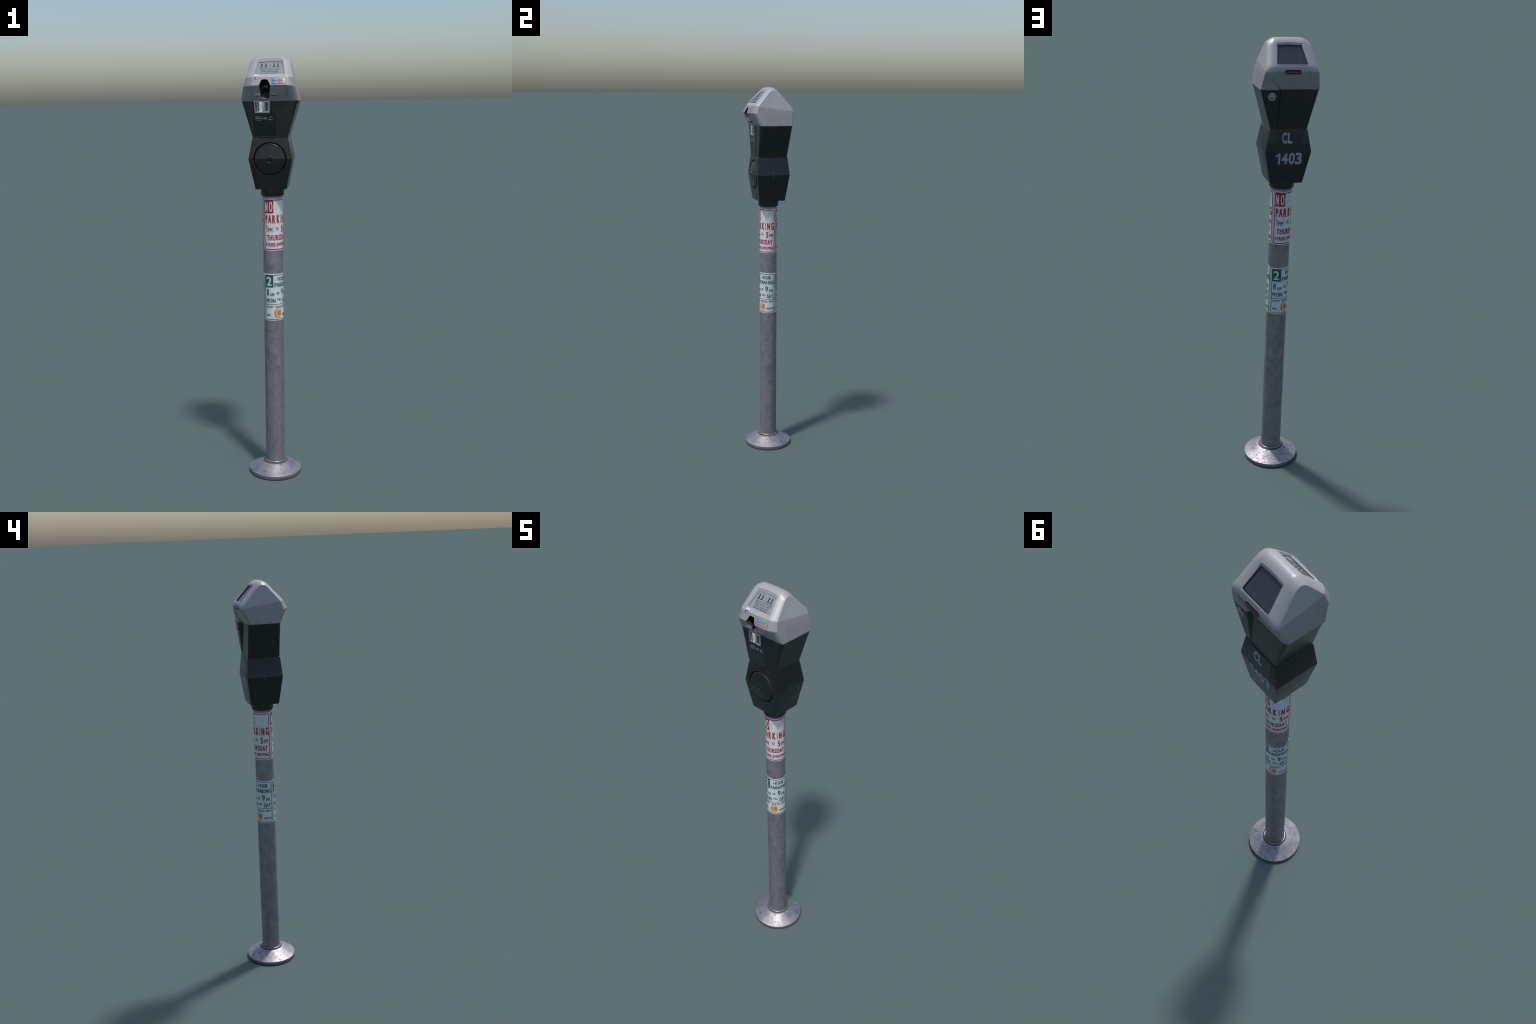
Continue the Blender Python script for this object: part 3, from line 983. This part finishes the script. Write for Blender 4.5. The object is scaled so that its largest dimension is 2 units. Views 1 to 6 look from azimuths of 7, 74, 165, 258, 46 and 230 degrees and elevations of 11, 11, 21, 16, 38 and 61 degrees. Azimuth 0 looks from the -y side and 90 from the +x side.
def along(col):
    """guide line with its corners rounded; also the row index of each crease"""
    P = [Vector(g[col]) for g in GUIDE]
    if col == 1:             # flatten the shoulder: closer to a chamfer than to a round
        for i in range(1, 5):
            mid = (Vector(GUIDE[i][0]) + Vector(GUIDE[i][2])) / 2
            P[i] = mid + (P[i] - mid) * (1.0 if i == 4 else 0.62)
    pts, marks = [], {}
    for i, g in enumerate(GUIDE):
        if g[3] == 0:
            marks[i] = len(pts)
            pts.append(P[i])
            continue
        f = g[3]
        fb = f if i != 4 else 0.16
        la, lb = (P[i] - P[i - 1]).length, (P[i + 1] - P[i]).length
        d = f * (la if i != 1 else lb) if i in (1, 2) else (f * la)
        if i == 3:
            da = 0.33 * la
            db = 0.33 * lb
        elif i == 4:
            da = 0.13 * la
            db = 0.20 * lb
        else:
            da = db = 0.0035 if i == 1 else 0.006
        a = P[i] + (P[i - 1] - P[i]).normalized() * da
        b = P[i] + (P[i + 1] - P[i]).normalized() * db
        n = 14 if i == 3 else 6
        for k in range(n + 1):
            t = k / n
            if k == n // 2:
                marks[i] = len(pts)
            pts.append(a * (1 - t) ** 2 + P[i] * 2 * t * (1 - t) + b * t * t)
        if i in (2, 3):           # extra rows on the slopes
            pass
    return pts, marks


LI, MK = along(0)
LC, _ = along(1)
LO, _ = along(2)
# on the right the flank reaches further back, to carry the lip over the lock
GUIDE[5] = (GUIDE[5][0], (0.1288, 0.0985, 1.8000), (0.1292, 0.0900, 1.8000), 0)
RC, _ = along(1)
RO, _ = along(2)
CROWN = 0.0016
NMID = 10
bm = bmesh.new()
grid = []
for i in range(len(LI)):
    I = LI[i]
    left, right = ([I * (1 - t) ** 2 + C_ * 2 * t * (1 - t) + O_ * t * t for t in [k / NSEG for k in range(NSEG + 1)]]
                   for C_, O_ in ((LC[i], LO[i]), (RC[i], RO[i])))
    row = [Vector((-p.x, p.y, p.z)) for p in reversed(left)]
    z = I.z
    cr = CROWN * max(0.0, min(1.0, (z - 1.90) / 0.08))
    for k in range(1, NMID):
        t = k / NMID
        x = lerp(-I.x, I.x, t)
        row.append(Vector((x, I.y, I.z + cr * (1 - (x / I.x) ** 2))))
    row += right
    grid.append([bm.verts.new(p) for p in row])
for a, b in zip(grid, grid[1:]):
    for j in range(len(a) - 1):
        bm.faces.new((a[j], a[j + 1], b[j + 1], b[j]))
for j in (0, -1):
    up = [g[j] for g in grid[MK[2]:MK[4] + 1]]
    lo = [g[j] for g in grid[:MK[2] + 1]] + [g[j] for g in grid[MK[4]:]]
    bm.faces.new(up)
    bm.faces.new(lo)
bm.faces.new(grid[0] + list(reversed(grid[-1])))
bmesh.ops.recalc_face_normals(bm, faces=bm.faces)
bmesh.ops.triangulate(bm, faces=[f for f in bm.faces if len(f.verts) > 4])
CAP_MATS = [M_CAP, M_VOID, M_GASKET]
cap = add("cap", mesh_of(bm, "cap"), ROOT, CAP_MATS, 25)


def hull_cutter(lower_ring, upper_ring, mi=0):
    bm = bmesh.new()
    a = [bm.verts.new(p) for p in lower_ring]
    b = [bm.verts.new(p) for p in upper_ring]
    n = len(a)
    for i in range(n):
        bm.faces.new((a[i], a[(i + 1) % n], b[(i + 1) % n], b[i]))
    bm.faces.new(list(reversed(a)))
    bm.faces.new(b)
    for f in bm.faces:
        f.material_index = mi
    return add("cutter", mesh_of(bm, "cutter"), None, CAP_MATS)


def arch(x0, x1, y, rise, n=12):
    """points from x1 back to x0 over a shallow arch"""
    return [(lerp(x1, x0, k / n), y + rise * (1 - (2 * k / n - 1) ** 2)) for k in range(n + 1)]


# front display recess, in the sloping plane of the display
SF = Frame((0, -0.0880, 1.9172), (1, 0, 0), (0, 0.0550, 0.0540))
NF = SF.n
lo_ring = [(-0.0722, -0.0190), (0.0722, -0.0190)] + arch(-0.0518, 0.0518, 0.0775, 0.0035)
hi_ring = [(-0.0768, -0.0225), (0.0768, -0.0225)] + arch(-0.0590, 0.0590, 0.0920, 0.0070)
lo_pts = [SF.at(x, y, -0.0006) for x, y in lo_ring]
mid_n = 0.0112
hi_pts = [SF.at(x, y, mid_n) for x, y in hi_ring]
far_pts = [l + (h - l) * 3.0 for l, h in zip(lo_pts, hi_pts)]
cut_lcd = hull_cutter(lo_pts, hi_pts)
POCKET = 0.0036
pocket_ol = [(-0.0655, 0.0004), (0.0662, 0.0004)] + arch(-0.0510, 0.0510, 0.0768, 0.0036)
cut_lcd2 = hull_cutter([SF.at(x, y, -POCKET) for x, y in pocket_ol], [SF.at(x, y, 0.004) for x, y in pocket_ol], 2)
# back window recess
BF = Frame((0, 0.0355, 1.9710), (-1, 0, 0), (0, -0.0618, 0.0690))
L_B = 0.0926
lo_ring = []
for x, y in rrect(-0.0655, 0.0655, -L_B - 0.003, -0.0005, 0, 6, radii=(0.009, 0.009, 0, 0)):
    t = (y + L_B) / L_B
    lo_ring.append((x * lerp(1.0, 0.0508 / 0.0655, t), y))
top = arch(-0.0508, 0.0508, 0.0, 0.0030)
lo_ring = lo_ring[:-2] + [(p[0], p[1]) for p in top]
hi_ring = []
for x, y in lo_ring:
    t = (y + L_B) / L_B
    hi_ring.append((x * lerp(1.10, 1.21, t), y + (0.0200 if y > -0.01 else -0.0055) + (0.0014 * (1 - (x / 0.0508) ** 2) if y > -0.01 else 0)))
cut_sol = hull_cutter([BF.at(x, y, 0.0000) for x, y in lo_ring], [BF.at(x, y, 0.0112) for x, y in hi_ring])
sol_ol = [(x * 0.993, y - 0.0006 if y > -0.05 else y - 0.0010) for x, y in lo_ring]
SOLD = 0.0040
cut_sol2 = hull_cutter([BF.at(x, y, -SOLD) for x, y in sol_ol], [BF.at(x, y, 0.003) for x, y in sol_ol], 2)
# shallow rebate for the rear plate, wrapped over the crease, with a ledge at its foot
row = [(0.0935, 1.9125, 0.0700, 0.0), (0.0995, 1.9045, 0.0712, 0.0006), (0.1045, 1.8970, 0.0722, 0.0012), (0.1080, 1.8890, 0.0735, 0.0016), (0.1092, 1.8800, 0.0742, 0.0018), (0.1084, 1.8725, 0.0748, 0.0018),
       (0.1055, 1.8640, 0.0755, 0.0018), (0.1019, 1.8540, 0.0760, 0.0018), (0.0985, 1.8450, 0.0757, 0.0018), (0.0966, 1.8400, 0.0735, 0.0018), (0.0954, 1.8362, 0.0690, 0.0018), (0.0947, 1.8340, 0.0610, 0.0018)]
bm = bmesh.new()
lines = []
for i, (y, z, w, th) in enumerate(row):
    nx = Vector((0, 0.745, 0.667)) if i < 4 else Vector((0, 1, 0.1)) if i < 5 else Vector((0, 0.94, -0.34))
    nx.normalize()
    inn, out_ = Vector((0, y, z)) - nx * th, Vector((0, y, z)) + nx * 0.012
    lines.append([bm.verts.new(inn + Vector((w, 0, 0))), bm.verts.new(out_ + Vector((w, 0, 0))), bm.verts.new(out_ + Vector((-w, 0, 0))), bm.verts.new(inn + Vector((-w, 0, 0)))])
for p, q in zip(lines, lines[1:]):
    for j in range(4):
        bm.faces.new((p[j], p[(j + 1) % 4], q[(j + 1) % 4], q[j]))
bm.faces.new(lines[0])
bm.faces.new(list(reversed(lines[-1])))
cut_rear = add("cutter", mesh_of(bm, "cutter"), None, CAP_MATS)
# card slot: hexagonal arch at the nose, open channel below it
front_ol = [(-0.0392, 1.8120), (-0.0085, 1.8065), (-0.0005, 1.8125), (0.0050, 1.8450), (0.0080, 1.8640), (0.0062, 1.8705), (-0.0035, 1.8895), (-0.0068, 1.8925), (-0.0105, 1.8935),
            (-0.0270, 1.8940), (-0.0305, 1.8930), (-0.0335, 1.8900), (-0.0418, 1.8705), (-0.0432, 1.8640), (-0.0425, 1.8420)]
cut_slot = hull_cutter([(lerp(-0.018, x, 0.96), -0.058, lerp(1.850, z, 0.96)) for x, z in front_ol], [(x, -0.140, z) for x, z in front_ol], 1)
# seams beside the front insert
def seam_cutter(sx, w, d):
    pts = [(0.0742, -0.1040, 1.9075), (0.0788, -0.1235, 1.8665), (0.0795, -0.0830, 1.8075)]
    pin = [(0.0742, -0.1028 + d * 1.2, 1.9000), (0.0788, -0.1222 + d * 1.4, 1.8662), (0.0795, -0.0842 + d * 1.2, 1.8115)]
    bm = bmesh.new()
    out = [[bm.verts.new((sx * (p[0] + s * w), p[1] - 0.004, p[2])) for p in pts] for s in (-0.5, 0.5)]
    inn = [[bm.verts.new((sx * (p[0] + s * w), p[1], p[2])) for p in pin] for s in (-0.5, 0.5)]
    for k in range(2):
        bm.faces.new((out[0][k], out[0][k + 1], out[1][k + 1], out[1][k]))
        bm.faces.new((inn[0][k], inn[0][k + 1], inn[1][k + 1], inn[1][k]))
        for s in (0, 1):
            bm.faces.new((out[s][k], out[s][k + 1], inn[s][k + 1], inn[s][k]))
    for k in (0, 2):
        bm.faces.new((out[0][k], out[1][k], inn[1][k], inn[0][k]))
    return add("cutter", mesh_of(bm, "cutter"), None)


boolean_cut(cap, [cut_rear, cut_lcd, cut_lcd2, cut_sol, cut_sol2, cut_slot, seam_cutter(1, 0.0016, 0.003), seam_cutter(-1, 0.0008, 0.0010)])
cap.data.polygons.foreach_set("use_smooth", [True] * len(cap.data.polygons))
cap.data.set_sharp_from_angle(angle=math.radians(22))
wn = cap.modifiers.new("weighted", 'WEIGHTED_NORMAL')
wn.keep_sharp = True
wn.weight = 80

# lip of the cap that swells over the lock
bm = bmesh.new()
pts = [(0.0435, 0.0805, 1.8000), (0.0520, 0.0962, 1.8000), (0.1195, 0.0978, 1.8000), (0.1289, 0.0905, 1.8000), (0.1270, 0.0550, 1.8000),
       (0.1200, 0.0925, 1.8420), (0.1120, 0.0995, 1.8420), (0.1000, 0.0800, 1.8420), (0.0830, 0.0975, 1.8350), (0.0725, 0.0905, 1.8290), (0.0725, 0.0780, 1.8290), (0.0830, 0.0800, 1.8350)]
v = [bm.verts.new(p) for p in pts]
for q in ((1, 2, 6, 8), (2, 3, 5, 6), (0, 1, 9), (1, 8, 9), (3, 4, 7, 5), (5, 7, 6), (6, 7, 11, 8), (8, 11, 10, 9), (0, 9, 10), (0, 10, 4), (4, 10, 11), (4, 11, 7), (0, 4, 3, 2, 1)):
    bm.faces.new([v[i] for i in q])
bmesh.ops.recalc_face_normals(bm, faces=bm.faces)
key = lambda v_: tuple(round(c, 4) for c in v_.co)
bmesh.ops.bevel(bm, geom=[e for e in bm.edges if {key(e.verts[0]), key(e.verts[1])} in ({pts[1], pts[8]}, {pts[0], pts[9]}, {pts[2], pts[6]})], offset=0.0035, segments=4, affect='EDGES')
finish(bm, "cap_lip", cap, [M_CAP], 40)

# display
lcd_ol = [(x * 0.999, y) for x, y in pocket_ol]
display = slab("display", lcd_ol, SF, -POCKET - 0.0015, -POCKET + 0.0004, cap, M_LCD)
bm = bmesh.new()
HL = -POCKET + 0.0004
LIFT = 0.0022


def bar(x0, x1, y0, y1):
    slab_bm(bm, [(x0, y0 + LIFT), (x1, y0 + LIFT), (x1, y1 + LIFT), (x0, y1 + LIFT)], SF, HL - 0.0002, HL + 0.0004)


def numeral_one(x0, x1, y0, y1):
    """slab-serif one"""
    w, h, xm = x1 - x0, y1 - y0, (x0 + x1) / 2 + 0.0006
    s = w * 0.175
    bar(x0, x1, y0, y0 + h * 0.10)
    bar(xm - s, xm + s, y0 + h * 0.085, y1)
    slab_bm(bm, [(xm - s, y1 - h * 0.10 + LIFT), (xm - s, y1 + LIFT), (x0 + w * 0.10, y1 - h * 0.06 + LIFT), (x0 + w * 0.10, y1 - h * 0.145 + LIFT)], SF, HL - 0.0002, HL + 0.0004)


for x0, x1 in ((-0.0455, -0.0290), (-0.0265, -0.0105), (0.0100, 0.0262), (0.0278, 0.0430)):
    numeral_one(x0, x1, 0.0440, 0.0668)
for yy in (0.0455, 0.0565):
    bar(-0.0022, 0.0022, yy - 0.0008, yy + 0.0020)
for body, a0, a1, yc in (("Expires: 01:01 PM", -0.0432, 0.0447, 0.0352), ("Meter ID CL-1403", -0.0400, 0.0410, 0.0252),
                         ("Meter Enforced", -0.0356, 0.0376, 0.0152), ("Mon-Sat 8am-6pm", -0.0386, 0.0404, 0.0056)):
    dz = 0.0016 if ("p" in body) else 0
    text_bm(bm, body, a0, a1, yc - 0.0033 - dz, yc + 0.0033, lambda x, y, h: SF.at(x, y + LIFT, HL + h), depth=0.0004, bold=0.0, spacing=1.15)
    text_bm(bm, body, a0 + 0.0004, a1 + 0.0004, yc - 0.0033 - dz, yc + 0.0033, lambda x, y, h: SF.at(x, y + LIFT, HL + h), depth=0.00045, bold=0.0, spacing=1.15)
finish(bm, "display_text", display, [M_LCDINK])

# solar window
solar = slab("solar_panel", [(x * 0.999, y) for x, y in sol_ol], BF, -SOLD - 0.0015, -SOLD + 0.0004, cap, M_SOLAR)
bm = bmesh.new()


def half_w(y):
    return lerp(0.0652, 0.0508, (y + L_B) / L_B) - 0.001


for yy in (-0.0160, -0.0485, -0.0795, -0.0845):
    slab_bm(bm, [(-half_w(yy), yy - 0.0004), (half_w(yy), yy - 0.0004), (half_w(yy), yy + 0.0004), (-half_w(yy), yy + 0.0004)], BF, -SOLD, -SOLD + 0.0008)
for x0, x1 in ((-0.0330, -0.0356), (0.0350, 0.0326)):
    slab_bm(bm, [(x1 - 0.0005, -L_B + 0.0005), (x1 + 0.0005, -L_B + 0.0005), (x0 + 0.0005, 0.0012), (x0 - 0.0005, 0.0012)], BF, -SOLD, -SOLD + 0.0010)
finish(bm, "solar_grid", solar, [M_SOLARLINE])

# row of lamps in a red lens
QF = Frame((0, 0.1085, 1.8735), (-1, 0, 0), (0, -0.22, 1))
slab("lamp_bezel", rrect(-0.0380, 0.0380, -0.0116, 0.0116, 0.0112, 8), QF, -0.006, 0.0022, cap, M_CAP, 0.0010)
lens = slab("lamp_lens", rrect(-0.0352, 0.0352, -0.0094, 0.0094, 0.0090, 8), QF, -0.001, 0.0028, cap, M_LENS, 0.0008)
bead = None
for k in range(6):
    xk = -0.0242 + k * 0.00968
    if bead is None:
        bead = slab("lamp_bead", ellipse(0, 0, 0.0023, 0.0023, 14), Frame((0, 0, 0), (-1, 0, 0), (0, -0.22, 1)), -0.0005, 0.0010, lens, M_BULB, 0.0006)
        bead.location = QF.at(xk, -0.0006, 0.0028)
    else:
        b2 = bead.copy()
        COL.objects.link(b2)
        b2.location = QF.at(xk, -0.0006, 0.0028)

# keypad on the front, standing slightly proud and overhanging the nose
KF = Frame((0, -0.1028, 1.9060), (1, 0, 0), (0, 0.0194, 0.0398))


def kv(z):
    return (z - 1.9060) / KF.u.z


keypad = slab("keypad", [(0.0112, kv(1.8658)), (0.0764, kv(1.8658)), (0.0752, kv(1.8985)), (0.0108, kv(1.8985))], KF, -0.004, 0.0016, cap, M_CAP, 0.0010)
for name, (x0, x1, z0, z1), mat, words in (("key", (0.0162, 0.0372, 1.8848, 1.8934), M_BLUE, "+ TIME"), ("key", (0.0158, 0.0370, 1.8732, 1.8814), M_BLUE, "- TIME"),
                                           ("key", (0.0436, 0.0648, 1.8854, 1.8936), M_KGREEN, "OK"), ("key", (0.0428, 0.0645, 1.8734, 1.8818), M_KRED, "CANCEL")):
    k = slab(name, rrect(x0, x1, kv(z0), kv(z1), 0.0007, 3), KF, 0.0010, 0.0032, keypad, mat, 0.0006)
    bm = bmesh.new()
    w = 0.0022 if words == "OK" else 0.0060
    xm, ym = (x0 + x1) / 2, (kv(z0) + kv(z1)) / 2
    text_bm(bm, words, xm - w, xm + w, ym - 0.0015, ym + 0.0015, lambda x, y, h: KF.at(x, y, 0.0032 + h), depth=0.0003)
    finish(bm, "key_legend", k, [M_KEYTEXT])

# card stickers left of the slot: white and blue block above two overlapping discs
def bent_front(x, y, h):
    """y is the height: above the crease on the strip, below it on the brow"""
    if y > 1.9060:
        return Vector((x, lerp(-0.1028, -0.0965, (y - 1.9060) / 0.0068), y)) + SF.n * h
    return KF.at(x, kv(y), h)


stick = slab("card_sticker", rrect(-0.0652, -0.0484, kv(1.8938), kv(1.9050), 0.0003), KF, -0.0003, 0.0006, cap, M_NAVY)
SK = Frame((0, -0.1012, 1.9040), (1, 0, 0), (0, 0.0550, 0.0540))
slab("card_sticker_white", rrect(-0.0655, -0.0478, 0.0000, 0.0125, 0.0003), SK, -0.0008, 0.0006, stick, M_WHITE)
slab("card_sticker_band", rrect(-0.0650, -0.0482, 0.0000, 0.0022), SK, -0.0008, 0.0009, stick, M_NAVY)
bm = bmesh.new()
text_bm(bm, "CARD", -0.0620, -0.0512, 0.0046, 0.0078, lambda x, y, h: SK.at(x, y, 0.0006 + h), depth=0.0003, bold=0.01)
finish(bm, "card_sticker_lettering", stick, [M_NAVY])
slab("card_disc", ellipse(-0.0608, kv(1.8984), 0.0041, 0.0044, 24), KF, 0.0, 0.0009, stick, M_CRED)
slab("card_disc", ellipse(-0.0536, kv(1.8984), 0.0041, 0.0044, 24), KF, 0.0, 0.0010, stick, M_CORANGE)

# brow under the nose: card guide ledges and polished throat
NFm = Frame((0, -0.1222, 1.8662), (1, 0, 0), (0, -0.0430, 0.0662))


def nv(z):
    return (z - 1.8662) / NFm.u.z


slab("card_guide", rrect(-0.0655, -0.0432, nv(1.8240), nv(1.8312), 0.0006, 3), NFm, -0.002, 0.0040, cap, M_LIP, 0.0014)
slab("card_guide", rrect(0.0035, 0.0350, nv(1.8232), nv(1.8300), 0.0006, 3), NFm, -0.002, 0.0032, cap, M_CAP, 0.0010)
# curved throat inside the slot: a chute that climbs into the dark, with a hooded arch above it
bm = bmesh.new()
rows = []
for k in range(13):
    t = k / 12
    y = lerp(-0.0850, -0.0610, t)
    z = 1.8070 + 0.041 * t ** 2
    rows.append([bm.verts.new((lerp(-0.0388, -0.0005, s), y, z + 0.004 * (2 * s - 1) ** 2)) for s in [i / 10 for i in range(11)]])
for a, b in zip(rows, rows[1:]):
    for j in range(10):
        bm.faces.new((a[j], a[j + 1], b[j + 1], b[j]))
bmesh.ops.solidify(bm, geom=bm.faces[:], thickness=0.0015)
finish(bm, "card_throat", cap, [M_THROAT], 50)
bm = bmesh.new()
o_arc, i_arc = [], []
for k in range(15):
    a = math.radians(lerp(8, 172, k / 14))
    o_arc.append((-0.0172 + 0.0232 * math.cos(a), 1.8420 + 0.0260 * math.sin(a)))
    i_arc.append((-0.0172 + 0.0165 * math.cos(a), 1.8380 + 0.0200 * math.sin(a)))
hood = [[bm.verts.new((x, y, z)) for x, z in ol] for ol, y in ((o_arc, -0.086), (i_arc, -0.090), (i_arc, -0.066), (o_arc, -0.066))]
for k in range(14):
    for j in range(4):
        bm.faces.new((hood[j][k], hood[j][k + 1], hood[(j + 1) % 4][k + 1], hood[(j + 1) % 4][k]))
for k in (0, 14):
    bm.faces.new([hood[j][k] for j in range(4)])
finish(bm, "card_hood", cap, [M_THROAT], 50)
# polished lip at the bottom of the slot, and the cheek beside it, its metal glint painted pale
bm = bmesh.new()
rows = []
for k in range(9):
    t = k / 8
    y = lerp(-0.0874, -0.0730, t)
    z = 1.8060 + 0.0105 * t + 0.0022 * math.sin(math.pi * t)
    rows.append([bm.verts.new((lerp(-0.0405, -0.0075 + 0.004 * t, s_), y - 0.0012 * math.sin(math.pi * s_), z + 0.0026 * (1 - s_) ** 2)) for s_ in [i / 10 for i in range(11)]])
for a, b in zip(rows, rows[1:]):
    for j in range(10):
        bm.faces.new((a[j], a[j + 1], b[j + 1], b[j]))
bmesh.ops.solidify(bm, geom=bm.faces[:], thickness=0.0014)
finish(bm, "card_lip", cap, [M_THROATLIP], 60)
slab("card_cheek", [(-0.0436, nv(1.8370)), (-0.0436, nv(1.8180)), (-0.0396, nv(1.8150)), (-0.0400, nv(1.8400)), (-0.0412, nv(1.8440))], NFm, -0.004, 0.0012, cap, M_LIP, 0.0006)
# plate added over the slot's side wall, its shade put into the dark grey
slab("card_wall_shade", [(-0.0440, nv(1.8580)), (-0.0435, nv(1.8180)), (-0.0400, nv(1.8140)), (-0.0412, nv(1.8580))], NFm, -0.015, -0.0004, cap, M_LINER)
for x0, x1 in ((-0.0655, -0.0440), (0.0020, 0.0340)):
    slab("card_guide_dark_strip", rrect(x0, x1, nv(1.8198), nv(1.8224)), NFm, -0.001, 0.0004, cap, M_GASKET)  # thin dark slab added in place of a slit below each guide
# rolled lip under the solar window, pale colour standing in for its highlight
cu = bpy.data.curves.new("solar_lip", 'CURVE')
cu.dimensions = '3D'
cu.bevel_depth = 0.0011
cu.bevel_resolution = 3
low_edge = [p for p in rrect(-0.0662, 0.0662, -L_B - 0.0036, 0.0, 0, 8, radii=(0.0095, 0.0095, 0, 0)) if p[1] < -L_B + 0.0016]
low_edge = [p for p in low_edge if p[0] <= 0] + [p for p in low_edge if p[0] > 0]
sp = cu.splines.new('POLY')
sp.points.add(len(low_edge) - 1)
for q, (x, y) in zip(sp.points, low_edge):
    q.co = (*BF.at(x, y, 0.0034 + 0.0014 * (y + L_B + 0.0036) / 0.01 * 0.2), 1)
tmp = bpy.data.objects.new("solar_lip_tmp", cu)
COL.objects.link(tmp)
me = bpy.data.meshes.new_from_object(tmp.evaluated_get(bpy.context.evaluated_depsgraph_get()))
bpy.data.objects.remove(tmp)
me.materials.clear()
add("solar_lip", me, cap, [M_LIP], 60)
# bottom edge of the front insert
slab("insert_edge", rrect(-0.0780, 0.0775, nv(1.8068), nv(1.8082), 0.0003, 2), NFm, -0.001, 0.0009, cap, M_CAP, 0.0004)
